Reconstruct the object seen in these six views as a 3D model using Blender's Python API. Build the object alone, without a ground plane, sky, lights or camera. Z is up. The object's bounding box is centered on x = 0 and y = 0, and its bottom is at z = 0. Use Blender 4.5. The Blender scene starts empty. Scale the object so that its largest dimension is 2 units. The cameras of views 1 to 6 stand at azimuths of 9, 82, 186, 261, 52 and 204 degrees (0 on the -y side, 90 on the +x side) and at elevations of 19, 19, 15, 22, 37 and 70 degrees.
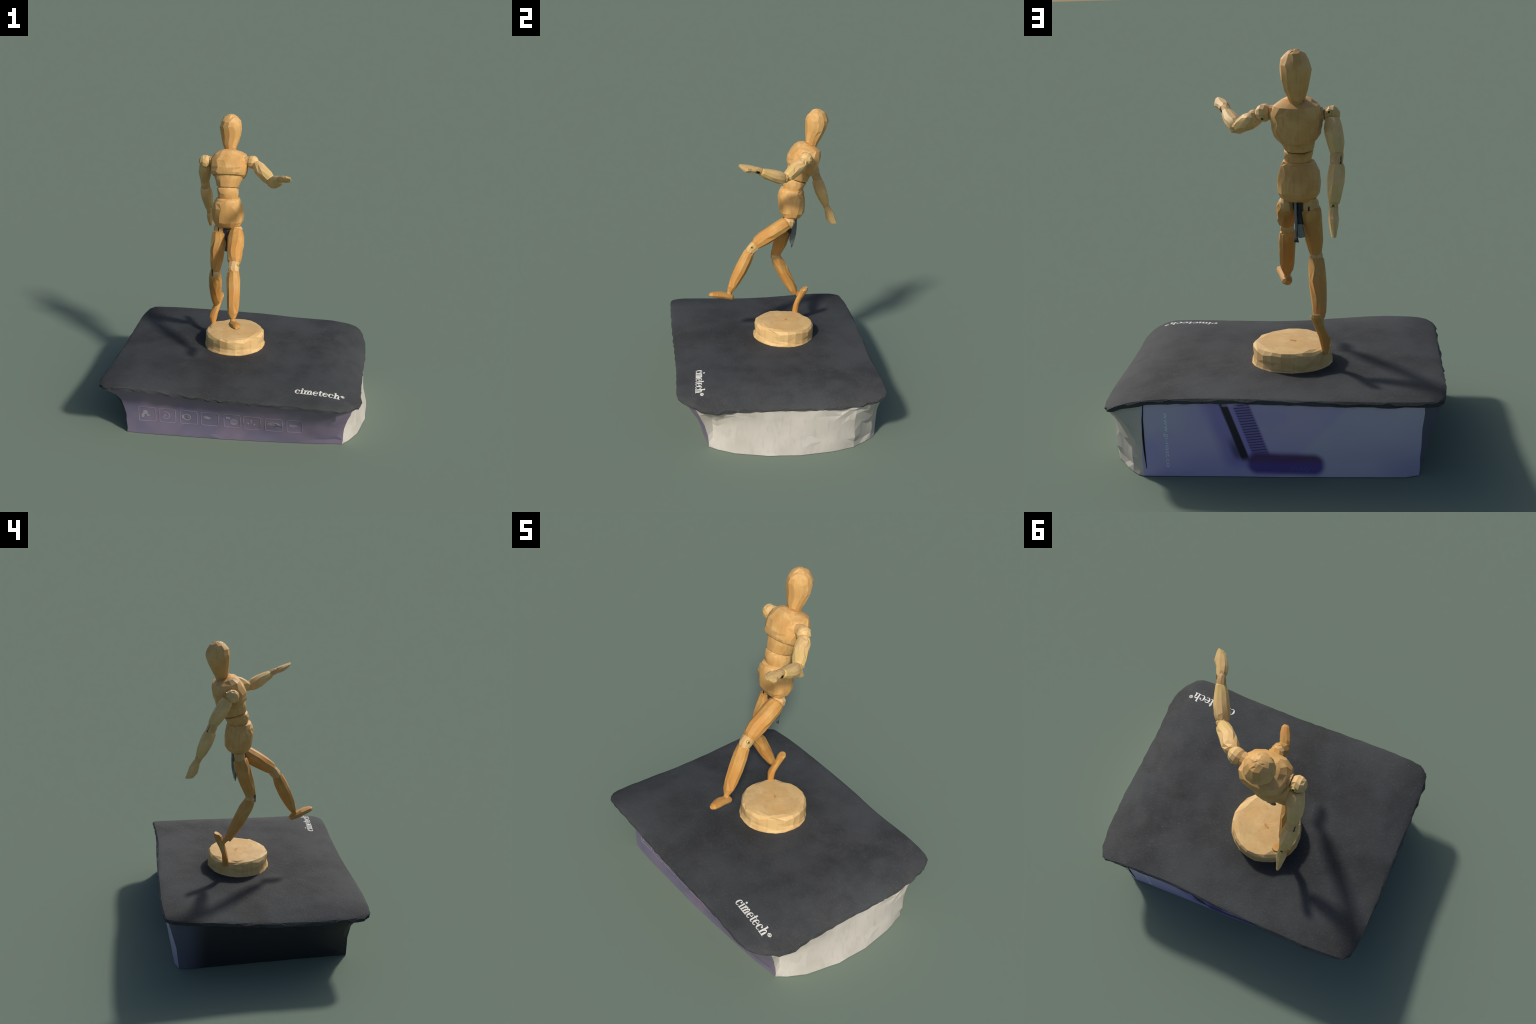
import bpy, bmesh, math, random
from mathutils import Vector, Matrix
from mathutils.bvhtree import BVHTree

rng = random.Random(7)
scene = bpy.context.scene
COLL = scene.collection

# ------------------------------------------------------------------ materials
class NodeKit:
    """Small helper that writes node expressions."""
    def __init__(self, name, rough=0.6, metallic=0.0, spec=0.3):
        self.mat = bpy.data.materials.new(name)
        self.mat.use_nodes = True
        self.nt = self.mat.node_tree
        self.bsdf = self.nt.nodes["Principled BSDF"]
        self.bsdf.inputs["Roughness"].default_value = rough
        self.bsdf.inputs["Metallic"].default_value = metallic
        self.bsdf.inputs["Specular IOR Level"].default_value = spec
        self.co = self.nt.nodes.new("ShaderNodeTexCoord").outputs["Object"]
    def _put(self, sock, v):
        if isinstance(v, bpy.types.NodeSocket):
            self.nt.links.new(v, sock)
        else:
            sock.default_value = v
    def m(self, op, a, b=0.0, c=None, clamp=False):
        n = self.nt.nodes.new("ShaderNodeMath"); n.operation = op; n.use_clamp = clamp
        self._put(n.inputs[0], a); self._put(n.inputs[1], b)
        if c is not None: self._put(n.inputs[2], c)
        return n.outputs[0]
    def smooth(self, v, lo, hi):
        n = self.nt.nodes.new("ShaderNodeMapRange"); n.interpolation_type = 'SMOOTHSTEP'
        self._put(n.inputs[0], v); n.inputs[1].default_value = lo; n.inputs[2].default_value = hi
        return n.outputs[0]
    def mix(self, f, a, b):
        n = self.nt.nodes.new("ShaderNodeMix"); n.data_type = 'RGBA'
        self._put(n.inputs[0], f)
        for s, v in ((n.inputs[6], a), (n.inputs[7], b)):
            self._put(s, v if isinstance(v, bpy.types.NodeSocket) else (*v, 1.0))
        return n.outputs[2]
    def mapped(self, scale=(1, 1, 1), loc=(0, 0, 0)):
        n = self.nt.nodes.new("ShaderNodeMapping")
        self.nt.links.new(self.co, n.inputs[0])
        n.inputs["Scale"].default_value = scale; n.inputs["Location"].default_value = loc
        return n.outputs[0]
    def noise(self, scale, detail=3.0, vec=None, rough=0.55):
        n = self.nt.nodes.new("ShaderNodeTexNoise")
        n.inputs["Scale"].default_value = scale; n.inputs["Detail"].default_value = detail
        n.inputs["Roughness"].default_value = rough
        self.nt.links.new(vec if vec is not None else self.co, n.inputs["Vector"])
        return n.outputs["Fac"]
    def voronoi(self, scale, vec=None):
        n = self.nt.nodes.new("ShaderNodeTexVoronoi"); n.inputs["Scale"].default_value = scale
        self.nt.links.new(vec if vec is not None else self.co, n.inputs["Vector"])
        return n.outputs["Distance"]
    def xyz(self):
        n = self.nt.nodes.new("ShaderNodeSeparateXYZ"); self.nt.links.new(self.co, n.inputs[0])
        return n.outputs[0], n.outputs[1], n.outputs[2]
    def bump(self, h, strength, dist):
        n = self.nt.nodes.new("ShaderNodeBump"); n.inputs["Strength"].default_value = strength
        n.inputs["Distance"].default_value = dist
        self.nt.links.new(h, n.inputs["Height"]); self.nt.links.new(n.outputs[0], self.bsdf.inputs["Normal"])
    def color(self, c):
        self._put(self.bsdf.inputs["Base Color"], c if isinstance(c, bpy.types.NodeSocket) else (*c, 1.0))
        return self.mat

def wood(name, light, mid, deep, warm):
    k = NodeKit(name, 0.55, 0, 0.25)
    grain = k.noise(60, 4, k.mapped((1, 1, 0.07)))
    patch = k.noise(9, 3)
    stain = k.noise(4.5, 2, k.mapped(loc=(3.1, 1.7, 0.4)))
    c = k.mix(k.smooth(patch, .40, .60), mid, light)
    c = k.mix(k.m('MULTIPLY', k.smooth(grain, .45, .75), .45), c, deep)
    c = k.mix(k.m('MULTIPLY', k.smooth(stain, .5, .72), .6), c, warm)
    pits = k.smooth(k.voronoi(26), .055, .03)
    c = k.mix(k.m('MULTIPLY', pits, .35), c, (.16, .085, .03))
    k.bump(grain, .12, .002)
    return k.color(c)

M_TORSO = wood("torso_wood", (.64, .385, .145), (.55, .315, .108), (.42, .225, .07), (.58, .29, .08))
M_ARM = wood("arm_wood", (.72, .48, .215), (.60, .395, .16), (.47, .295, .105), (.60, .435, .155))
M_LEG = wood("leg_wood", (.56, .315, .095), (.48, .245, .066), (.36, .175, .045), (.56, .255, .06))
M_BASE = wood("base_wood", (.66, .445, .195), (.59, .38, .16), (.48, .29, .11), (.60, .34, .115))
M_JOINT = wood("joint_wood", (.64, .42, .19), (.55, .34, .14), (.42, .24, .085), (.56, .32, .10))

k = NodeKit("brass", .45, .25, .5); M_BRASS = k.color(k.mix(k.noise(80), (.66, .52, .16), (.48, .36, .10)))
k = NodeKit("slot_shadow", .9, 0, .1); M_SLOT = k.color((.018, .012, .009))
k = NodeKit("grey_metal", .4, .55, .5); M_METAL = k.color(k.mix(k.noise(30), (.24, .26, .28), (.10, .11, .12)))
k = NodeKit("dark_metal", .6, .2, .3); M_DARK = k.color(k.mix(k.noise(30), (.03, .034, .042), (.06, .062, .066)))

def pad_material():
    k = NodeKit("black_cloth", .80, 0, .18)
    big = k.noise(2.6, 4); mid = k.noise(9, 5, k.mapped((1, 1, 1), (4, 2, 1)))
    fine = k.noise(70, 3, k.mapped((1, 1.6, 1)))
    c = k.mix(k.smooth(big, .32, .70), (.030, .0305, .031), (.050, .054, .056))
    px, py, pz = k.xyz()
    painted_sun = k.m('MULTIPLY', k.smooth(k.m('ADD', px, k.m('MULTIPLY', py, .35)), -.25, .65), k.smooth(mid, .15, .75))  # cloth painted lighter toward the right, where the slope catches the sun
    c = k.mix(k.m('MULTIPLY', painted_sun, .6), c, (.068, .070, .073))
    c = k.mix(k.m('MULTIPLY', k.smooth(mid, .45, .8), .4), c, (.058, .055, .056))
    c = k.mix(k.m('MULTIPLY', k.smooth(fine, .52, .80), .35), c, (.105, .108, .108))
    specks = k.m('MULTIPLY', k.smooth(k.voronoi(30), .07, .04), k.smooth(k.noise(7, 3), .56, .68))
    c = k.mix(k.m('MULTIPLY', specks, .75), c, (.30, .30, .28))
    k.bump(k.m('ADD', fine, k.m('MULTIPLY', mid, .8)), .35, .006)
    return k.color(c)
M_PAD = pad_material()
k = NodeKit("white_print", .6); M_PRINT = k.color(k.mix(k.noise(40), (.80, .78, .72), (.66, .64, .60)))

def front_material():
    k = NodeKit("lilac_card", .5)
    n = k.noise(3.2, 3); f = k.noise(22, 4)
    c = k.mix(k.smooth(n, .38, .62), (.155, .138, .205), (.190, .155, .215))
    c = k.mix(k.m('MULTIPLY', k.smooth(f, .48, .7), .25), c, (.135, .130, .19))
    return k.color(c)
M_FRONT = front_material()
k = NodeKit("lilac_print", .5); M_ICON = k.color(k.mix(k.noise(30), (.27, .25, .33), (.22, .205, .28)))
k = NodeKit("pale_print", .5); M_ICON_LIGHT = k.color((.29, .28, .31))

def back_material():
    """Blue-violet card with a blurred printed picture: a ribbed tube over a rounded bar."""
    k = NodeKit("violet_card", .45)
    x, y, z = k.xyz()
    cloud = k.noise(3.0, 3)
    c = k.mix(k.smooth(cloud, .38, .64), (.38, .345, .58), (.44, .385, .57))  # card colour lightened far above the front's, for light baked into the scan
    # paler grey-blue half beyond a slanted line
    side = k.m('ADD', x, k.m('MULTIPLY', k.m('SUBTRACT', z, .126), .875))
    pale = k.smooth(side, -.13, -.19)
    pale_left = k.m('MULTIPLY', k.smooth(x, .30, .46), k.smooth(z, .15, .30))
    c = k.mix(k.m('MULTIPLY', k.m('MAXIMUM', pale, pale_left), .75), c, (.47, .455, .56))
    # blue tint low down on the far right
    c = k.mix(k.m('MULTIPLY', k.m('MULTIPLY', k.smooth(x, -.45, -.68), k.smooth(z, .22, .06)), .55), c, (.27, .27, .46))
    # violet haze left of the dark stroke
    cx = k.m('ADD', .2065, k.m('MULTIPLY', k.m('SUBTRACT', z, .386), .33))
    dx = k.m('SUBTRACT', x, cx)
    haze = k.m('MULTIPLY', k.smooth(k.m('ABSOLUTE', k.m('SUBTRACT', dx, .040)), .10, .02), k.smooth(z, .02, .09))
    c = k.mix(k.m('MULTIPLY', haze, .6), c, (.20, .155, .46))
    stroke = k.m('MULTIPLY', k.smooth(k.m('ABSOLUTE', k.m('ADD', dx, .002)), .026, .014), k.smooth(z, .07, .11))
    blot = k.m('MULTIPLY', k.smooth(k.m('ABSOLUTE', k.m('SUBTRACT', dx, .022)), .045, .01),
               k.m('MULTIPLY', k.smooth(z, .07, .12), k.smooth(z, .24, .14)))
    c = k.mix(k.m('MULTIPLY', blot, .7), c, (.04, .035, .07))
    c = k.mix(stroke, c, (.026, .024, .034))
    # ribbed tube
    tx = k.m('SUBTRACT', x, k.m('ADD', .1165, k.m('MULTIPLY', k.m('SUBTRACT', z, .373), .326)))
    tube = k.m('MULTIPLY', k.smooth(k.m('ABSOLUTE', tx), .052, .034), k.smooth(z, .10, .125))
    c = k.mix(k.m('MULTIPLY', tube, .85), c, (.17, .13, .36))
    wav = k.m('SINE', k.m('MULTIPLY', k.m('ADD', z, k.m('MULTIPLY', tx, .12)), 2 * math.pi / .0141))
    rib = k.m('MULTIPLY', k.m('MULTIPLY', k.smooth(wav, .0, .8), k.smooth(k.m('ABSOLUTE', tx), .042, .036)), k.smooth(z, .125, .14))
    c = k.mix(k.m('MULTIPLY', rib, .85), c, (.045, .035, .10))
    edge = k.m('MULTIPLY', k.smooth(k.m('ABSOLUTE', k.m('SUBTRACT', tx, .05)), .012, .005), k.smooth(z, .09, .12))
    c = k.mix(k.m('MULTIPLY', edge, .8), c, (.28, .22, .60))
    # rounded bar
    bx = k.m('MAXIMUM', k.m('SUBTRACT', k.m('ABSOLUTE', k.m('ADD', x, .085)), .135), 0.0)
    bz = k.m('MAXIMUM', k.m('SUBTRACT', k.m('ABSOLUTE', k.m('SUBTRACT', z, k.m('ADD', .072, k.m('MULTIPLY', x, .03)))), .008), 0.0)
    d = k.m('SQRT', k.m('ADD', k.m('MULTIPLY', bx, bx), k.m('MULTIPLY', bz, bz)))
    bar = k.smooth(d, .066, .030)
    bc = k.mix(k.smooth(z, .06, .095), (.085, .052, .26), (.090, .040, .125))
    c = k.mix(k.m('MULTIPLY', bar, .95), c, bc)
    # pale strip just under the pad
    strip = k.m('MULTIPLY', k.smooth(z, .368, .378), k.smooth(k.noise(9, 2, k.mapped((1, 0, 0))), .5, .6))
    c = k.mix(k.m('MULTIPLY', strip, .6), c, (.42, .34, .52))
    return k.color(c)
M_BACK = back_material()

def white_material():
    k = NodeKit("white_paper", .6)
    n = k.noise(4, 4); f = k.noise(16, 5, k.mapped((1, 2.2, .8)))
    c = k.mix(k.smooth(n, .36, .64), (.435, .41, .36), (.50, .47, .42))
    c = k.mix(k.m('MULTIPLY', k.smooth(f, .5, .72), .35), c, (.35, .335, .315))
    k.bump(f, .25, .006)
    return k.color(c)
M_WHITE = white_material()
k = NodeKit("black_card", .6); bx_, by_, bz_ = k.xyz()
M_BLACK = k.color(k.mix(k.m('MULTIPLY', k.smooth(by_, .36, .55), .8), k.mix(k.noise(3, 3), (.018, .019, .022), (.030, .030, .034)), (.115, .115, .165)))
k = NodeKit("grey_foil", .5); M_WEB = k.color(k.mix(k.noise(6, 3), (.30, .32, .31), (.20, .21, .20)))

# ------------------------------------------------------------------ mesh tools
def thing(name, loc, label, category):
    e = bpy.data.objects.new(name, None)
    e.location = loc; e.empty_display_size = .1
    e["label"] = label; e["category"] = category
    COLL.objects.link(e)
    return e

def add(name, verts, faces, mat, parent, frame=None, smooth_angle=None):
    """Mesh object from world-space vertices; frame = local axes for the grain."""
    fr = frame or Matrix.Identity(4)
    inv = fr.inverted()
    me = bpy.data.meshes.new(name)
    me.from_pydata([inv @ Vector(v) for v in verts], [], faces)
    bm = bmesh.new(); bm.from_mesh(me)
    bmesh.ops.recalc_face_normals(bm, faces=bm.faces)
    bm.to_mesh(me); bm.free()
    me.materials.append(mat)
    o = bpy.data.objects.new(name, me)
    o.matrix_world = fr
    COLL.objects.link(o)
    if smooth_angle is not None:
        me.shade_smooth()
        me.set_sharp_from_angle(angle=math.radians(smooth_angle))
    if parent is not None:
        o.parent = parent
        o.matrix_parent_inverse = (Matrix.Translation(parent.matrix_basis.to_translation()) if parent.type == 'EMPTY'
                                   else parent.matrix_basis).inverted()
    return o

def axis_frame(p0, p1):
    z = (Vector(p1) - Vector(p0)).normalized()
    return Matrix.Translation(p0) @ z.to_track_quat('Z', 'Y').to_matrix().to_4x4()

def ring(c, U, V, n, e=2.0, phase=0.0):
    pts = []
    for i in range(n):
        a = 2 * math.pi * i / n + phase
        ca, sa = math.cos(a), math.sin(a)
        r = (abs(ca) ** e + abs(sa) ** e) ** (-1 / e)
        pts.append(Vector(c) + Vector(U) * ca * r + Vector(V) * sa * r)
    return pts

def skin(rings, jitter, alternate=True):
    """Triangulated faceted skin over rings, with domed (fan) caps."""
    n = len(rings[0]); verts = []; faces = []
    ctrs = [sum(r, Vector()) / n for r in rings]
    axis = (ctrs[-1] - ctrs[0]).normalized()
    slide = [(.20 * min((ctrs[j] - ctrs[j - 1]).length, (ctrs[j + 1] - ctrs[j]).length) if jitter > .0012 and 0 < j < len(rings) - 1 else 0) for j in range(len(rings))]
    for j, r in enumerate(rings):
        for p in r:
            verts.append(p + Vector([rng.uniform(-jitter, jitter) for _ in range(3)]) + axis * (slide[j] * rng.uniform(-1, 1)))
    for j in range(len(rings) - 1):
        for i in range(n):
            a, b = j * n + i, j * n + (i + 1) % n
            c, d = a + n, b + n
            if alternate and rng.random() < .5: faces += [(a, b, d), (a, d, c)]
            else: faces += [(a, b, c), (b, d, c)]
    for j, s in ((0, 1), (len(rings) - 1, -1)):
        ctr = sum(rings[j], Vector()) / n
        verts.append(ctr); k = len(verts) - 1
        for i in range(n):
            faces.append((k, j * n + (i + 1) % n, j * n + i) if s > 0 else (k, j * n + i, j * n + (i + 1) % n))
    return verts, faces

def limb(name, p0, p1, secs, mat, parent, ref=(1, 0, 0), n=10, jitter=.0022, e=2.1, bow=(0, 0, 0), sa=17):
    """Lathe-like wooden piece: secs = (t, half-size along ref, half-size across)."""
    p0, p1 = Vector(p0), Vector(p1); ax = (p1 - p0).normalized()
    U = (Vector(ref) - ax * ax.dot(Vector(ref))).normalized(); V = ax.cross(U)
    bow = Vector(bow)
    rs = []
    for i, (t, a, b) in enumerate(secs):
        c = p0.lerp(p1, t) + bow * math.sin(math.pi * min(max(t, 0), 1))
        rs.append(ring(c, U * a, V * b, n, e, rng.uniform(-.22, .22)))
    v, f = skin(rs, jitter)
    return add(name, v, f, mat, parent, axis_frame(p0, p1), sa)

def block(name, secs, mat, parent, n=16, jitter=.0016, e=2.3, sa=17):
    """Torso piece from tilted sections: (front y, front z, back y, back z, x min, x max)."""
    rs = []
    for i, (yf, zf, yb, zb, x0, x1) in enumerate(secs):
        c = ((x0 + x1) / 2, (yf + yb) / 2, (zf + zb) / 2)
        rs.append(ring(c, ((x1 - x0) / 2, 0, 0), (0, (yb - yf) / 2, (zb - zf) / 2), n, e, rng.uniform(-.14, .14)))
    v, f = skin(rs, jitter)
    p = Vector(((secs[0][4] + secs[0][5]) / 2, (secs[0][0] + secs[0][2]) / 2, (secs[0][1] + secs[0][3]) / 2))
    return add(name, v, f, mat, parent, Matrix.Translation(p), sa)

def ball(name, c, r, mat, parent, axis=(0, 0, 1), squash=1.0, n=10, jitter=.0011):
    c = Vector(c); ax = Vector(axis).normalized()
    secs = [(.5 - .5 * math.cos(math.pi * t), r * math.sin(math.pi * t), r * math.sin(math.pi * t)) for t in (.1, .27, .42, .58, .73, .9)]
    ref = (1, 0, 0) if abs(ax.x) < .8 else (0, 1, 0)
    return limb(name, c - ax * r * squash, c + ax * r * squash, secs, mat, parent, ref, n, jitter)

def screw(c, normal, r, parent, ring_r=None):
    nrm = Vector(normal).normalized(); c = Vector(c) - nrm * .005
    U = nrm.orthogonal().normalized(); V = nrm.cross(U)
    rs = [ring(c - nrm * .008, U * r, V * r, 14), ring(c + nrm * .002, U * r, V * r, 14), ring(c + nrm * .004, U * r * .75, V * r * .75, 14)]
    v, f = skin(rs, 0, False)
    s = add("screw", v, f, M_BRASS, parent, None, 30)
    vs, fs = [], []
    for A, B in ((U, V), (V, U)):          # cross slot
        b = len(vs)
        for h in (.0038, .0052):
            for sa_, sb in ((-1, -1), (1, -1), (1, 1), (-1, 1)):
                vs.append(c + A * sa_ * r * .6 + B * sb * r * .13 + nrm * (h + (.0003 if A is V else 0)))
        fs += [(b, b+3, b+2, b+1), (b+4, b+5, b+6, b+7)] + [(b+i, b+(i+1) % 4, b+4+(i+1) % 4, b+4+i) for i in range(4)]
    add("screw_slot", vs, fs, M_SLOT, parent)
    return s

def slot(c, along, across, length, width, depth, parent):
    """Dark saw cut in a joint: a thin inlay, just proud of the wood."""
    A = Vector(along).normalized(); nrm = Vector(across).normalized()
    B = A.cross(nrm).normalized(); c = Vector(c); vs = []
    for h in (-depth, .001):
        for i, j in ((-1, -1), (1, -1), (1, 1), (-1, 1)):
            vs.append(c + A * i * length / 2 + B * j * width / 2 + nrm * h)
    fs = [(0, 3, 2, 1), (4, 5, 6, 7)] + [(i, (i + 1) % 4, 4 + (i + 1) % 4, 4 + i) for i in range(4)]
    return add("joint_slot", vs, fs, M_SLOT, parent)

# ------------------------------------------------------------------ mouse pad surface
def sstep(t):
    t = min(max(t, 0), 1); return t * t * (3 - 2 * t)

def pad_z(x, y):
    d1 = .088 * max(0, (x - .25) / .58) ** 4.4                              # sags over the right edge
    d2 = (.022 + .036 * sstep((x + .6) / .7)) * max(0, (-y - .10) / .56) ** 3.0   # and over the front
    d3 = .040 * max(0, (-x - .45) / .41) ** 2.4 * sstep((.62 - y) / .8)
    d = (d1 ** 2.5 + d2 ** 2.5 + d3 ** 2.5) ** .4
    dip = .016 * math.exp(-.5 * (((x - .12) / .48) ** 2 + ((y + .22) / .25) ** 2))   # shallow hollow
    return .410 + .010 * max(0, (y - .1) / .55) * sstep((.5 - x) / .5) - d - dip

PAD_EDGE = [  # control points of the pad outline, anticlockwise from the left front corner
    (-.820, -.632), (-.775, -.662), (-.60, -.670), (-.30, -.665), (0, -.660), (.30, -.656), (.60, -.662), (.71, -.655),
    (.770, -.610), (.815, -.545), (.840, -.45), (.830, -.30), (.826, -.15), (.824, 0), (.826, .15), (.824, .30), (.812, .45),
    (.790, .58), (.755, .645), (.70, .652), (.60, .648), (.30, .636), (0, .650), (-.30, .657), (-.60, .656), (-.74, .645), (-.800, .635),
    (-.828, .60), (-.850, .45), (-.853, .15), (-.854, -.15), (-.853, -.45), (-.846, -.58)]

def dense_outline(ctrl, step):
    """Catmull-Rom through closed control points, resampled."""
    out = []; n = len(ctrl)
    for i in range(n):
        p0, p1, p2, p3 = (Vector((*ctrl[(i + q) % n], 0)) for q in (-1, 0, 1, 2))
        m = max(1, round((p2 - p1).length / step))
        for s in range(m):
            t = s / m
            out.append(.5 * ((2 * p1) + (p2 - p0) * t + (2 * p0 - 5 * p1 + 4 * p2 - p3) * t * t + (3 * p1 - p0 - 3 * p2 + p3) * t ** 3))
    return out

def build_pad(parent):
    edge = [Vector((p.x * 1.008, p.y * (1.009 if p.y > 0 else 1.012), 0)) for p in dense_outline(PAD_EDGE, .036)]
    n = len(edge); verts = []; faces = []
    depth = [rng.uniform(.0, 1.0) for _ in range(n)]
    levels = [.0, .15, .3, .45, .58, .7, .8, .87, .93, .965, .985, 1.0]
    cx, cy = -.01, 0
    def put(p, s, dz):
        x, y = cx + (p.x - cx) * s, cy + (p.y - cy) * s
        verts.append(Vector((x, y, pad_z(x, y) + dz)))
    verts.append(Vector((cx, cy, pad_z(cx, cy))))
    for li, s in enumerate(levels[1:]):
        for i, p in enumerate(edge):
            ragged = (.016 * (depth[i] - .6)) if s == 1.0 else 0
            drop = -.002 - .012 * depth[i] if s == 1.0 else (-.0015 if s > .98 else 0)
            put(p, s + ragged, drop + rng.uniform(-.0006, .0006))
    base = 1 + (len(levels) - 2) * n
    for i, p in enumerate(edge): put(p, 1.0 + .010 * (depth[(i + 3) % n] - .6) - .002, -.022 - .006 * depth[(i * 7) % n])   # lower rim
    for i, p in enumerate(edge): put(p, .93, -.020)
    verts.append(Vector((cx, cy, pad_z(cx, cy) - .020)))
    for i in range(n): faces.append((0, 1 + i, 1 + (i + 1) % n))
    rows = len(levels) - 1 + 2
    for r in range(rows - 1):
        a0 = 1 + r * n
        for i in range(n):
            a, b = a0 + i, a0 + (i + 1) % n
            c, d = a + n, b + n
            if rng.random() < .5: faces += [(a, c, d), (a, d, b)]
            else: faces += [(a, c, b), (b, c, d)]
    last = 1 + (rows - 1) * n
    for i in range(n): faces.append((len(verts) - 1, last + (i + 1) % n, last + i))
    return add("cloth_sheet", verts, faces, M_PAD, parent, None, 18)

PAD = thing("mouse_pad", (0, 0, .38), "thin sagging black cloth pad with white printed word", "mouse pad")
cloth = build_pad(PAD)

def bvh_of(o):
    me = o.data; mw = o.matrix_basis
    return BVHTree.FromPolygons([mw @ v.co for v in me.vertices], [tuple(p.vertices) for p in me.polygons])

# ------------------------------------------------------------------ projected prints
def fan_poly(pts2):
    """Triangulate a simple 2D polygon."""
    from mathutils.geometry import tessellate_polygon
    return tessellate_polygon([[Vector((x, y, 0)) for x, y in pts2]])

def print_part(name, polys, to_world, bvh, direction, mat, parent, lift=.0018, fine=.02, step=0.0):
    """Lay flat 2D shapes onto a surface along `direction` as thin raised ink.
    With a step, each shape lies a hair above the one before, so that no faces coincide."""
    d = Vector(direction).normalized()
    me = bpy.data.meshes.new(name)
    groups = [[p] for p in polys] if step else [polys]
    whole = bmesh.new()
    for gi, group in enumerate(groups):
        bm = bmesh.new()
        for pts in group:
            vs = [bm.verts.new((x, y, 0)) for x, y in pts]
            for t in fan_poly(pts):
                try: bm.faces.new([vs[i] for i in t])
                except ValueError: pass
        for _ in range(3):
            long_e = [e for e in bm.edges if e.calc_length() > fine]
            if not long_e: break
            bmesh.ops.subdivide_edges(bm, edges=long_e, cuts=1)
            bmesh.ops.triangulate(bm, faces=bm.faces)
        up_ = lift + step * gi
        for v in bm.verts:
            w = to_world(v.co.x, v.co.y)
            hit = bvh.ray_cast(w - d * .5, d)
            v.co = (hit[0] if hit[0] is not None else bvh.find_nearest(w)[0]) - d * up_
        ext = bmesh.ops.extrude_face_region(bm, geom=list(bm.faces))
        for g in ext["geom"]:
            if isinstance(g, bmesh.types.BMVert): g.co = g.co + d * (up_ + .002)
        bmesh.ops.recalc_face_normals(bm, faces=bm.faces)
        bm.to_mesh(me); bm.free()
        whole.from_mesh(me)
    whole.to_mesh(me); whole.free()
    me.materials.append(mat)
    o = bpy.data.objects.new(name, me); COLL.objects.link(o)
    if parent is not None:
        o.parent = parent
        o.matrix_parent_inverse = parent.matrix_basis.inverted()
    return o

def box2(x0, y0, x1, y1): return [(x0, y0), (x1, y0), (x1, y1), (x0, y1)]

def crescent(cx, cy, rx, ry, a0, a1, thick, thin, n=22):
    """Arc stroke, heavy in the middle of its left side and thin at the ends."""
    outer, inner = [], []
    for i in range(n + 1):
        a = math.radians(a0 + (a1 - a0) * i / n)
        w = thin + (thick - thin) * max(0, -math.cos(a)) ** 1.2
        outer.append((cx + rx * math.cos(a), cy + ry * math.sin(a)))
        inner.append((cx + (rx - w) * math.cos(a), cy + (ry - min(w, thin * 1.6)) * math.sin(a)))
    return outer + inner[::-1]

def disc2(cx, cy, r, n=14): return [(cx + r * math.cos(2 * math.pi * i / n), cy + r * math.sin(2 * math.pi * i / n)) for i in range(n)]

# serif letter shapes, x-height 1
def L_c(): return .82, [crescent(.42, .5, .40, .52, 42, 318, .25, .08), disc2(.66, .74, .13)]
def L_e(): return .86, [crescent(.42, .5, .40, .52, -2, 318, .25, .09), box2(.14, .47, .80, .58)]
def L_i(): return .50, [box2(.14, .0, .36, 1.0), box2(.02, 0, .48, .08), box2(.02, .92, .36, 1.0), disc2(.25, 1.32, .15)]
def stem_arch(x, w):
    return [crescent(x + w, .62, w, .42, 180, 0, .10, .10)]
def arch(x0, x1):
    n = 12; o, q = [], []
    cx, r = (x0 + x1) / 2, (x1 - x0) / 2
    for i in range(n + 1):
        a = math.pi * (1 - i / n)
        o.append((cx + r * math.cos(a), .62 + .42 * math.sin(a))); q.append((cx + (r - .10) * math.cos(a), .62 + .26 * math.sin(a)))
    return o + q[::-1]
def L_m():
    P = [box2(.12, 0, .34, 1.0), box2(0, 0, .46, .08), box2(0, .92, .34, 1)]
    for x in (.56, 1.0):
        P += [box2(x, 0, x + .22, .66), box2(x - .10, 0, x + .32, .08), arch(x - .28, x + .22)]
    return 1.34, P
def L_t(): return .58, [box2(.14, .12, .36, 1.32), box2(0, .90, .56, 1.0), crescent(.40, .22, .26, .24, 180, 320, .2, .08)]
def L_h():
    return .96, [box2(.12, 0, .34, 1.5), box2(0, 0, .46, .08), box2(0, 1.42, .34, 1.5), box2(.60, 0, .82, .66), box2(.50, 0, .94, .08), arch(.28, .82)]

pad_bvh = bvh_of(cloth)
letters = [L_c, L_i, L_m, L_e, L_t, L_e, L_c, L_h]
total = sum(f()[0] for f in letters)
START, END = Vector((.421, -.538, .5)), Vector((.712, -.556, .5))
sc = (END - START).length / total
du = (END - START).normalized(); dv = Vector((-du.y, du.x, 0))
pen = 0.0
def lay(o2):
    return lambda x, y: START + du * ((x + o2) * sc) + dv * (y * sc * .92)
for f in letters:
    w, P = f()
    print_part("letter", P, lay(pen), pad_bvh, (0, 0, -1), M_PRINT, PAD, .0016, .02, .00025)
    pen += w
mark = [(.30 + .28 * math.cos(a), 1.02 + .28 * math.sin(a)) for a in [2 * math.pi * i / 20 for i in range(20)]]
inner_mark = [(.30 + .19 * math.cos(a), 1.02 + .19 * math.sin(a)) for a in [2 * math.pi * i / 20 for i in range(20)]]
ringm = [[mark[i], mark[(i + 1) % 20], inner_mark[(i + 1) % 20], inner_mark[i]] for i in range(20)]
print_part("registered_mark", ringm, lay(pen), pad_bvh, (0, 0, -1), M_PRINT, PAD, .0016)
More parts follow.
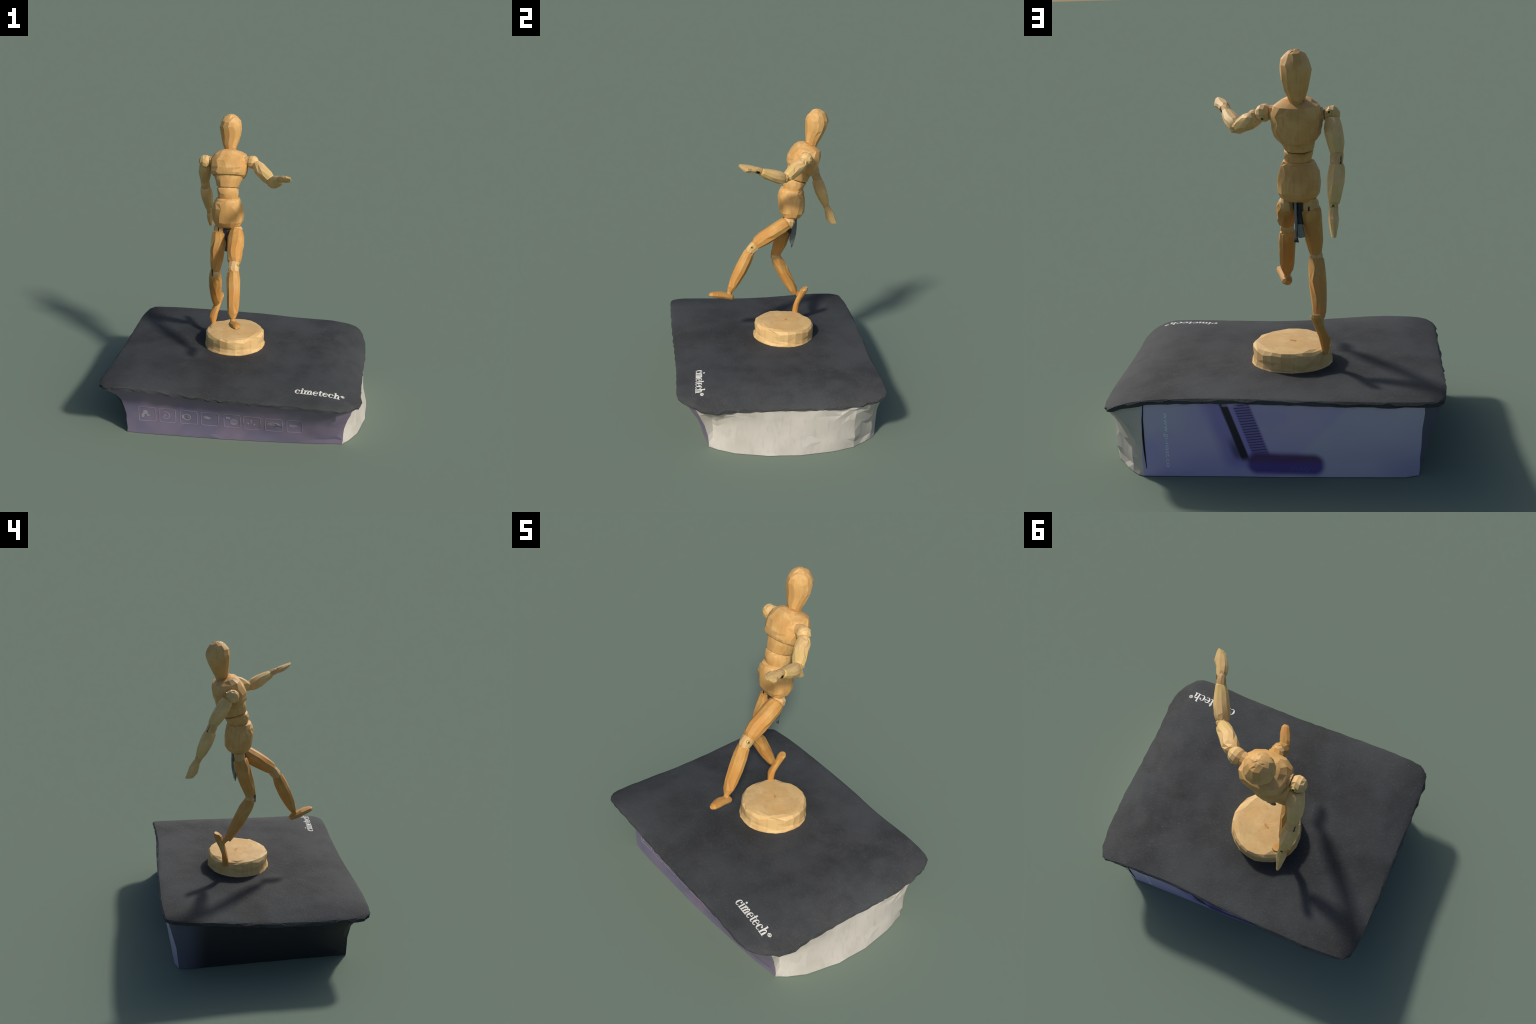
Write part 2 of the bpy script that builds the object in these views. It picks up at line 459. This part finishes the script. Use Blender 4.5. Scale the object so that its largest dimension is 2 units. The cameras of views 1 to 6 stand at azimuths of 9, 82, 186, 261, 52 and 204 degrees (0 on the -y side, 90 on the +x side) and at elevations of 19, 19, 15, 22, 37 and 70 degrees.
print_part("registered_mark", [box2(.22, .88, .28, 1.12), box2(.28, 1.06, .38, 1.12), box2(.28, .98, .38, 1.03), box2(.34, 1.03, .39, 1.07),
                               [(.29, .98), (.34, .98), (.40, .88), (.34, .88)]], lay(pen), pad_bvh, (0, 0, -1), M_PRINT, PAD, .0018)

# ------------------------------------------------------------------ carton
# stations round the carton: bottom x, y / top x, y (just inside the pad rim) / curl power / inward dent
ST = [
    ("front", -.684, -.553, -.836, -.640, 4.0, 0), ("front", -.60, -.556, -.66, -.663, 3.2, 0), ("front", -.40, -.552, -.42, -.663, 3.0, 0),
    ("front", -.06, -.540, -.06, -.658, 2.4, 0), ("front", .30, -.516, .30, -.654, 1.5, 0), ("front", .58, -.488, .60, -.656, 1.4, 0),
    ("front", .690, -.468, .70, -.653, 1.6, 0),
    ("side_flap", .734, -.463, .806, -.566, 1.7, 0), ("side_flap", .752, -.438, .826, -.50, 4.0, .02), ("side_flap", .772, -.413, .834, -.46, 3.0, .025), ("side_flap", .822, -.305, .828, -.31, 1.3, .015),
    ("side_flap", .863, -.095, .824, -.12, 1.2, .01), ("side_flap", .861, .104, .822, .10, 1.2, .01), ("side_flap", .826, .312, .818, .31, 1.2, .01),
    ("side_flap", .775, .460, .808, .45, 1.0, .004), ("side_flap", .674, .594, .785, .59, 2.0, .02), ("side_flap", .640, .622, .745, .640, 2.6, .01),
    ("back", .612, .636, .605, .638, 1.0, 0), ("back", .30, .622, .30, .632, 2, 0), ("back", 0, .614, 0, .646, 2.2, 0), ("back", -.36, .596, -.36, .650, 1.5, 0),
    ("back", -.66, .582, -.64, .650, 1.3, 0),
    ("end_panel", -.722, .556, -.745, .632, 1.5, 0), ("end_panel", -.734, .500, -.830, .592, 1.2, 0), ("end_panel", -.730, .40, -.848, .42, .9, 0),
    ("end_panel", -.708, 0, -.850, 0, .85, 0), ("end_panel", -.692, -.35, -.850, -.36, 1.0, 0), ("end_panel", -.688, -.50, -.848, -.54, 2.0, 0)]
PANEL_STYLE = {"front": ("front_panel", M_FRONT), "side_flap": ("side_flap", M_WHITE), "back": ("back_panel", M_BACK), "end_panel": ("end_panel", M_BLACK)}
BOX = thing("carton", (0, 0, 0), "low lilac printed carton with one bulging white flap", "box")

def wall_point(s, h):
    _, bx, by, tx, ty, p, dent = s
    f = h ** p
    x, y = bx + (tx - bx) * f, by + (ty - by) * f
    zt = pad_z(tx, ty) - .017
    x -= dent * math.sin(math.pi * min(1, h * 1.05))
    return Vector((x, y, zt * h))

def build_carton():
    H = [0, .10, .24, .38, .52, .66, .78, .87, .94, .985, 1.0]
    cols = []; owner = []
    n = len(ST)
    for i in range(n):
        a, b = ST[i], ST[(i + 1) % n]
        L = math.hypot(b[1] - a[1], b[2] - a[2])
        m = max(1, round(L / .062))
        for s in range(m):
            t = s / m
            row = []
            for h in H:
                p = wall_point(a, h).lerp(wall_point(b, h), t)
                j = .0035 if 0 < h < .95 else .0015
                if a[0] == "side_flap": j *= 1.0 + .5 * sstep((a[2] - .05) / .3)
                if a[0] == "back": j *= .6
                p += Vector((rng.uniform(-j, j), rng.uniform(-j, j), rng.uniform(-j, j) * 1.5 if 0 < h < 1 else 0))
                row.append(p)
            cols.append(row); owner.append(a[0])
    N = len(cols); objs = {}
    for key, (nm, mat) in PANEL_STYLE.items():
        idx = [i for i in range(N) if owner[i] == key]
        # start at the first column of the run, go one past its end so panels share edges
        start = next(i for i in idx if owner[i - 1] != key)
        run = [(start + q) % N for q in range(len(idx) + 1)]
        verts = [v for i in run for v in cols[i]]; faces = []
        m = len(H)
        for q in range(len(run) - 1):
            for r in range(m - 1):
                a, b, c, d = q * m + r, (q + 1) * m + r, (q + 1) * m + r + 1, q * m + r + 1
                faces += [(a, b, c), (a, c, d)] if rng.random() < .5 else [(a, b, d), (b, c, d)]
        objs[key] = add(nm, verts, faces, mat, BOX, None, 14)
    bot = [c[0] for c in cols]; top = [c[-2] for c in cols]
    add("base_panel", bot, [tuple(range(N))], M_FRONT, BOX)
    return objs
panels = build_carton()
# dark gap where the side flap tucks behind the back panel, and its twin on the front edge
bb = bvh_of(panels["back"])
fb = bvh_of(panels["front"])
gap = [(.607, .385), (.617, .30), (.620, .22), (.617, .12), (.610, .04), (.608, .04), (.610, .12), (.611, .22), (.611, .30), (.604, .385)]
print_part("flap_gap", [gap], lambda x, y: Vector((x - .016, .68, y)), bb, (0, -1, 0), M_SLOT, panels["back"], .0022)

# eight printed tiles with small signs on the front
def rounded(x0, y0, x1, y1, r, n=5):
    P = []
    for cx, cy, a in ((x1 - r, y0 + r, -90), (x1 - r, y1 - r, 0), (x0 + r, y1 - r, 90), (x0 + r, y0 + r, 180)):
        for i in range(n + 1):
            t = math.radians(a + 90 * i / n); P.append((cx + r * math.cos(t), cy + r * math.sin(t)))
    return P
def strips(o, q):
    n = len(o)
    return [[o[i], o[(i + 1) % n], q[(i + 1) % n], q[i]] for i in range(n)]
def frame2(x0, y0, x1, y1, r, w):
    o = rounded(x0, y0, x1, y1, r); q = rounded(x0 + w, y0 + w, x1 - w, y1 - w, max(r - w, .002))
    return strips(o, q)
def arcs(cx, cy, r, w, a0, a1, n=14):
    A = [math.radians(a0 + (a1 - a0) * i / n) for i in range(n + 1)]
    return [(cx + r * math.cos(a), cy + r * math.sin(a)) for a in A] + [(cx + (r - w) * math.cos(a), cy + (r - w) * math.sin(a)) for a in A[::-1]]
TILES = [(-.600, -.483), (-.462, -.350), (-.323, -.204), (-.182, -.064), (-.032, .080), (.097, .213), (.239, .354), (.379, .483)]
on_front = lambda x, y: Vector((x, -.6, y))
for i, (x0, x1) in enumerate(TILES):
    z0 = .094 if i < 5 else .088
    z1 = z0 + .113
    g = print_part("icon_tile", frame2(x0, z0, x1, z1, .014, .0042), on_front, fb, (0, 1, 0), M_ICON, panels["front"], .0013)
    cx, cz = (x0 + x1) / 2 - .012, (z0 + z1) / 2
    S = {0: [disc2(cx, cz + .012, .016), [(cx - .028, cz - .028), (cx - .012, cz - .028), (cx - .004, cz + .004), (cx - .026, cz)], [(cx + .006, cz - .02), (cx + .03, cz - .012), (cx + .012, cz + .002)]],
         1: [arcs(cx, cz, .030, .007, -150, 120), disc2(cx - .004, cz - .002, .010)],
         2: [arcs(cx, cz, .027, .006, 0, 359), [(cx - .034, cz + .012), (cx - .020, cz + .016), (cx - .022, cz - .016), (cx - .033, cz - .008)], disc2(cx + .008, cz, .005)],
         3: [[(cx - .032, cz + .014), (cx - .004, cz + .018), (cx + .022, cz + .004), (cx + .002, cz - .006), (cx - .02, cz)]],
         4: [arcs(cx + .022, cz - .01, .026, .022, 0, 359), [(cx - .03, cz + .03), (cx + .004, cz + .024), (cx - .004, cz + .006), (cx - .026, cz + .014)]],
         5: [disc2(cx + .006, cz + .018, .007), disc2(cx - .014, cz - .006, .006), disc2(cx + .026, cz - .010, .006), disc2(cx + .006, cz + .002, .004)],
         6: [arcs(cx + .01, cz - .030, .030, .005, 40, 140), arcs(cx + .01, cz - .030, .042, .005, 40, 140), arcs(cx + .01, cz - .030, .054, .005, 40, 140)],
         7: [[(cx - .026, cz - .004), (cx + .004, cz - .012), (cx + .03, cz - .004), (cx + .02, cz + .008), (cx - .02, cz + .012)]]}[i]
    print_part("icon_sign", S, on_front, fb, (0, 1, 0), M_ICON_LIGHT if i % 3 != 1 else M_ICON, panels["front"], .0012, .02, .0003)

# vertical web address on the back
def text_polys(body, size):
    cu = bpy.data.curves.new("lettering", 'FONT'); cu.body = body; cu.size = size; cu.resolution_u = 3
    o = bpy.data.objects.new("lettering", cu); COLL.objects.link(o)
    dg = bpy.context.evaluated_depsgraph_get(); dg.update()
    me = bpy.data.meshes.new_from_object(o.evaluated_get(dg))
    polys = [[(me.vertices[i].co.x, me.vertices[i].co.y) for i in p.vertices] for p in me.polygons]
    COLL.objects.unlink(o); bpy.data.objects.remove(o); bpy.data.curves.remove(cu); bpy.data.meshes.remove(me)
    return polys
k = NodeKit("grey_blue_print", .5); M_URL = k.color((.66, .70, .76))
P = text_polys("www.gi-nast.co", .050)
xs = [p[0] for q in P for p in q]; x0, x1 = min(xs), max(xs)
span = .29 / (x1 - x0)
# reads from top to bottom
print_part("web_address", P, lambda x, y: Vector((.493 - y * .62 + .002 * (x - x0), .66, .338 - (x - x0) * span)), bb, (0, -1, 0), M_URL, panels["back"], .0016)
P = text_polys("IMAQ", .030)
k = NodeKit("violet_print", .5); M_SMALL = k.color((.13, .12, .33))
print_part("small_word", P, lambda x, y: Vector((-.105 - x * 1.25, .66, .036 + y * .9 - x * .05)), bb, (0, -1, 0), M_SMALL, panels["back"], .0014)

# ------------------------------------------------------------------ mannequin
MAN = thing("wooden_mannequin", (-.082, .103, .40), "striding jointed wooden artist figure on a round base", "mannequin")

# base disc
def build_disc():
    c = Vector((-.082, .103, 0)); n = 23
    def rr(z, r, ja, jz):
        return [c + Vector(((r + rng.uniform(-ja, ja)) * math.cos(2 * math.pi * i / n), (r + rng.uniform(-ja, ja)) * math.sin(2 * math.pi * i / n), z + rng.uniform(-jz, jz))) for i in range(n)]
    rs = [rr(.388, .205, .003, 0), rr(.402, .213, .005, .003), rr(.417, .207, .004, .003), rr(.438, .203, .003, .004), rr(.466, .205, .003, .006),
          rr(.493, .204, .004, .009), rr(.506, .191, .008, .004), rr(.511, .170, .010, .0012), rr(.513, .11, .006, .001), rr(.515, .05, .004, .0006), rr(.516, .014, .001, .0004)]
    v, f = skin(rs, 0)
    d = add("base_disc", v, f, M_BASE, MAN, Matrix.Translation((c.x, c.y, .4)), 9)
    slot((c.x - .004, c.y + .01, .5165), (.5, -.3, 0), (0, 0, 1), .034, .011, .004, d).data.materials[0] = M_LEG
    return d
disc = build_disc()

X0 = -.133
head = block("head", [
    (.240, 1.999, .264, 1.999, -.150, -.124), (.222, 1.993, .279, 1.993, -.166, -.108), (.202, 1.980, .299, 1.980, -.185, -.089), (.184, 1.957, .316, 1.957, -.202, -.073),
    (.176, 1.928, .326, 1.930, -.211, -.065), (.175, 1.900, .328, 1.908, -.213, -.063), (.177, 1.855, .312, 1.862, -.205, -.068),
    (.181, 1.810, .291, 1.816, -.194, -.081), (.184, 1.780, .272, 1.780, -.182, -.094), (.189, 1.766, .266, 1.760, -.176, -.100)], M_TORSO, MAN, 12, .0024, 2.1)
block("neck", [(.190, 1.772, .262, 1.764, -.172, -.102), (.194, 1.755, .258, 1.742, -.168, -.106), (.196, 1.735, .258, 1.720, -.168, -.106)], M_TORSO, MAN, 12, .001)
block("chest", [
    (.168, 1.779, .238, 1.756, -.178, -.088), (.138, 1.775, .262, 1.746, -.208, -.060), (.112, 1.752, .283, 1.728, -.242, -.024),
    (.086, 1.714, .290, 1.692, -.256, -.009), (.069, 1.680, .284, 1.655, -.259, -.007), (.064, 1.648, .270, 1.612, -.257, -.011),
    (.066, 1.634, .260, 1.576, -.250, -.019), (.074, 1.629, .252, 1.554, -.240, -.030)], M_TORSO, MAN, 15, .002, 2.6)
block("abdomen", [
    (.082, 1.640, .240, 1.590, -.236, -.032), (.075, 1.612, .236, 1.570, -.232, -.038), (.071, 1.580, .226, 1.545, -.222, -.053),
    (.067, 1.546, .213, 1.510, -.212, -.066), (.078, 1.542, .204, 1.507, -.202, -.076)], M_TORSO, MAN, 16, .0013, 2.4)
block("waist", [
    (.085, 1.560, .190, 1.520, -.190, -.088), (.086, 1.541, .190, 1.503, -.190, -.088), (.072, 1.540, .200, 1.502, -.203, -.074), (.058, 1.532, .206, 1.496, -.210, -.066), (.048, 1.503, .196, 1.480, -.204, -.062),
    (.049, 1.475, .186, 1.462, -.199, -.066), (.056, 1.450, .176, 1.446, -.196, -.070)], M_TORSO, MAN, 14, .0013, 2.4)
block("pelvis", [
    (.050, 1.464, .176, 1.456, -.198, -.068), (.032, 1.459, .187, 1.453, -.210, -.054), (.021, 1.436, .194, 1.438, -.224, -.044),
    (.018, 1.400, .202, 1.400, -.237, -.032), (.022, 1.355, .206, 1.355, -.242, -.024), (.031, 1.305, .202, 1.303, -.236, -.028),
    (.043, 1.276, .186, 1.274, -.221, -.042), (.062, 1.258, .160, 1.256, -.196, -.066)], M_TORSO, MAN, 16, .002, 2.3)

# figure's right arm (hangs back) and left arm (held out)
LIMBSEC = [(0, .026, .026), (.04, .034, .034), (.14, .041, .041)]
sR = ball("shoulder_joint", (-.300, .176, 1.688), .044, M_ARM, MAN, (1, 0, 0), .98)
limb("shoulder_peg", (-.262, .176, 1.690), (-.235, .178, 1.690), [(0, .036, .036), (1, .036, .036)], M_JOINT, MAN, (0, 1, 0))
uR = limb("upper_arm", (-.305, .204, 1.672), (-.331, .304, 1.516), [(0, .028, .026), (.05, .038, .036), (.2, .043, .042), (.45, .045, .043), (.7, .041, .040), (.92, .033, .034), (1, .027, .028)], M_ARM, MAN)
limb("elbow_joint", (-.330, .292, 1.530), (-.331, .326, 1.455), [(0, .028, .028), (.3, .031, .031), (.7, .031, .031), (1, .026, .026)], M_JOINT, MAN)
limb("forearm", (-.331, .313, 1.473), (-.318, .387, 1.296), [(0, .030, .028), (.04, .036, .036), (.2, .041, .042), (.45, .041, .042), (.75, .034, .035), (.95, .026, .026), (1, .021, .020)], M_ARM, MAN)
wR = limb("wrist_joint", (-.319, .378, 1.312), (-.316, .402, 1.262), [(0, .020, .020), (.3, .022, .021), (.75, .021, .020), (1, .018, .017)], M_JOINT, MAN)
def blade(name, rows, mat, parent, n=10, e=2.3, jitter=.001):
    """Flattened piece from rows: (edge point a, edge point b, half thickness vector)."""
    rs = []
    for a, b, t in rows:
        a, b, t = Vector(a), Vector(b), Vector(t)
        rs.append(ring((a + b) / 2, (b - a) / 2, t, n, e))
    v, f = skin(rs, jitter)
    return add(name, v, f, mat, parent, axis_frame(sum(rs[0], Vector()) / n, sum(rs[-1], Vector()) / n), 13)
blade("hand", [((-.317, .377, 1.273), (-.317, .414, 1.285), (.019, 0, 0)), ((-.316, .382, 1.252), (-.316, .427, 1.268), (.024, 0, 0)), ((-.317, .388, 1.222), (-.317, .447, 1.240), (.026, 0, 0)),
               ((-.318, .397, 1.190), (-.318, .459, 1.204), (.020, 0, 0)), ((-.318, .412, 1.172), (-.319, .469, 1.176), (.016, 0, 0)), ((-.319, .426, 1.158), (-.320, .478, 1.157), (.012, 0, 0))], M_ARM, MAN)
screw((-.291, .220, 1.704), (.1, 1, .25), .012, sR)
screw((-.316, .410, 1.294), (0, 1, .2), .0125, wR)
slot((-.350, .330, 1.497), (0, .42, -.9), (-.3, .87, .4), .046, .005, .02, uR)

sL = ball("shoulder_joint", (.024, .166, 1.699), .044, M_ARM, MAN, (1, -.3, 0), 1.0)
limb("shoulder_peg", (-.035, .170, 1.700), (-.005, .168, 1.700), [(0, .036, .036), (1, .036, .036)], M_JOINT, MAN, (0, 1, 0))
uL = limb("upper_arm", (.050, .150, 1.686), (.174, .018, 1.611), [(0, .028, .028), (.06, .037, .037), (.22, .042, .043), (.5, .043, .044), (.75, .040, .041), (.93, .034, .034), (1, .026, .026)], M_ARM, MAN, (0, 0, 1))
limb("elbow_joint", (.160, .031, 1.610), (.192, -.008, 1.608), [(0, .025, .025), (.3, .031, .030), (.7, .031, .030), (1, .025, .025)], M_JOINT, MAN, (0, 0, 1))
limb("forearm", (.181, .004, 1.604), (.261, -.158, 1.669), [(0, .026, .029), (.05, .035, .036), (.2, .040, .042), (.45, .039, .042), (.75, .033, .036), (.95, .026, .027), (1, .019, .021)], M_ARM, MAN, (0, 0, 1))
wL = limb("wrist_joint", (.250, -.144, 1.668), (.279, -.203, 1.688), [(0, .019, .022), (.4, .021, .024), (.8, .019, .022), (1, .014, .018)], M_JOINT, MAN, (0, 0, 1))
up = Vector((-.10, .30, .95)).normalized()
blade("hand", [((0.252, -.182, 1.683), (0.298, -.190, 1.681), up * .017), ((0.250, -.212, 1.690), (0.316, -.222, 1.686), up * .022), ((0.256, -.242, 1.700), (0.338, -.250, 1.692), up * .021),
               ((0.274, -.270, 1.711), (0.342, -.275, 1.701), up * .016), ((0.288, -.288, 1.719), (0.340, -.289, 1.711), up * .011), ((0.306, -.296, 1.726), (0.338, -.304, 1.722), up * .007)], M_ARM, MAN, 9, 2.3, .0022)
screw((.029, .207, 1.674), (.1, 1, -.35), .012, sL)
screw((.200, .026, 1.604), (.85, .5, -.1), .010, uL)
slot((.291, -.176, 1.671), (.3, -.8, .25), (.85, .35, -.25), .020, .014, .02, wL)

# legs
limb("hip_joint", (-.068, .096, 1.268), (-.070, .086, 1.205), [(0, .030, .030), (.25, .039, .040), (.7, .039, .040), (1, .028, .03)], M_JOINT, MAN)
hR = limb("hip_joint", (-.185, .112, 1.268), (-.188, .108, 1.200), [(0, .034, .034), (.25, .042, .036), (.7, .043, .037), (1, .034, .033)], M_JOINT, MAN)
limb("thigh", (-.070, .086, 1.238), (-.042, -.138, 1.084), [(-.02, .034, .030), (.05, .050, .044), (.2, .057, .050), (.45, .057, .051), (.7, .053, .048), (.92, .045, .040), (1, .032, .028)], M_LEG, MAN)
kL = limb("knee_joint", (-.043, -.122, 1.096), (-.042, -.172, 1.030), [(0, .032, .030), (.3, .038, .035), (.7, .038, .035), (1, .032, .03)], M_JOINT, MAN)
limb("shin", (-.042, -.165, 1.040), (-.022, -.294, .756), [(0, .034, .032), (.05, .041, .038), (.22, .047, .043), (.45, .046, .043), (.7, .040, .037), (.9, .032, .029), (1, .020, .018)], M_LEG, MAN)
limb("ankle_joint", (-.023, -.288, .768), (-.020, -.302, .722), [(0, .016, .016), (.5, .015, .017), (1, .018, .018)], M_LEG, MAN)
blade("foot", [((-.045, -.272, .708), (-.010, -.264, .708), (0, .002, .012)), ((-.050, -.288, .714), (.004, -.276, .714), (0, .003, .020)), ((-.047, -.315, .722), (.016, -.302, .722), (0, .003, .020)),
               ((-.036, -.352, .734), (.028, -.340, .734), (0, .003, .023)), ((-.018, -.392, .744), (.044, -.380, .744), (0, .004, .021)), ((.002, -.424, .750), (.050, -.416, .750), (0, .004, .015)), ((.018, -.438, .752), (.042, -.434, .752), (0, .004, .008))], M_LEG, MAN)
screw((-.006, -.158, 1.078), (1, -.1, .1), .0125, kL)

limb("thigh", (-.189, .110, 1.222), (-.205, .032, .956), [(0, .040, .040), (.04, .050, .050), (.2, .053, .053), (.45, .051, .052), (.7, .045, .046), (.92, .036, .036), (1, .028, .028)], M_LEG, MAN)
kR = limb("knee_joint", (-.204, .034, .972), (-.210, .044, .915), [(0, .028, .028), (.35, .034, .035), (.7, .034, .035), (1, .03, .03)], M_JOINT, MAN)
limb("shin", (-.208, .034, .944), (-.231, .190, .664), [(0, .032, .030), (.05, .038, .036), (.22, .044, .042), (.45, .044, .042), (.7, .040, .037), (.9, .034, .031), (1, .024, .022)], M_LEG, MAN)
limb("ankle_joint", (-.230, .184, .682), (-.236, .232, .638), [(0, .020, .018), (.5, .018, .017), (1, .02, .018)], M_LEG, MAN)
blade("foot", [((-.240, .260, .707), (-.192, .260, .707), (0, .018, .005)), ((-.246, .256, .692), (-.190, .254, .692), (0, .027, .004)), ((-.252, .246, .658), (-.200, .242, .660), (0, .028, .006)),
               ((-.266, .228, .614), (-.212, .224, .618), (0, .023, .004)), ((-.284, .216, .572), (-.224, .212, .578), (0, .020, .003)), ((-.286, .211, .545), (-.230, .209, .548), (0, .020, .002)), ((-.278, .209, .512), (-.238, .206, .512), (0, .021, .001)), ((-.272, .211, .482), (-.246, .208, .482), (0, .018, 0))], M_LEG, MAN)
slot((-.182, .144, 1.232), (0, 0, 1), (0, 1, 0), .058, .007, .02, hR)
slot((-.190, .072, 1.240), (0, 0, 1), (0, -1, 0), .034, .005, .02, hR)
slot((-.222, .006, .955), (0, 0, 1), (0, -1, .1), .05, .005, .02, kR)

# metal stub of the old support and the dark spring between the hips
limb("hip_spring", (-.160, .100, 1.244), (-.090, .096, 1.244), [(0, .022, .018), (.5, .022, .018), (1, .022, .018)], M_DARK, MAN, (0, 0, 1))
blade("support_strip", [((-.116, .124, 1.262), (-.116, .156, 1.262), (.007, 0, 0)), ((-.117, .122, 1.20), (-.117, .158, 1.20), (.007, 0, 0)), ((-.118, .116, 1.14), (-.118, .156, 1.14), (.008, 0, 0)),
                         ((-.117, .112, 1.098), (-.117, .148, 1.098), (.007, 0, 0)), ((-.114, .124, 1.060), (-.114, .138, 1.060), (.004, 0, 0))], M_METAL, MAN, 8)
blade("support_strip", [((-.124, .132, 1.068), (-.108, .132, 1.070), (0, .005, 0)), ((-.128, .128, 1.044), (-.104, .130, 1.047), (0, .004, 0))], M_DARK, MAN, 6)
blade("support_plate", [((-.164, .098, 1.25), (-.098, .098, 1.25), (0, .034, 0)), ((-.152, .098, 1.185), (-.106, .098, 1.185), (0, .034, 0)), ((-.152, .124, 1.136), (-.116, .124, 1.136), (0, .012, 0))], M_DARK, MAN, 8)
blade("support_plate", [((-.148, .134, 1.142), (-.120, .134, 1.142), (0, .010, 0)), ((-.156, .134, 1.11), (-.120, .134, 1.11), (0, .012, 0)), ((-.162, .134, 1.074), (-.120, .132, 1.070), (0, .010, 0))], M_METAL, MAN, 8)
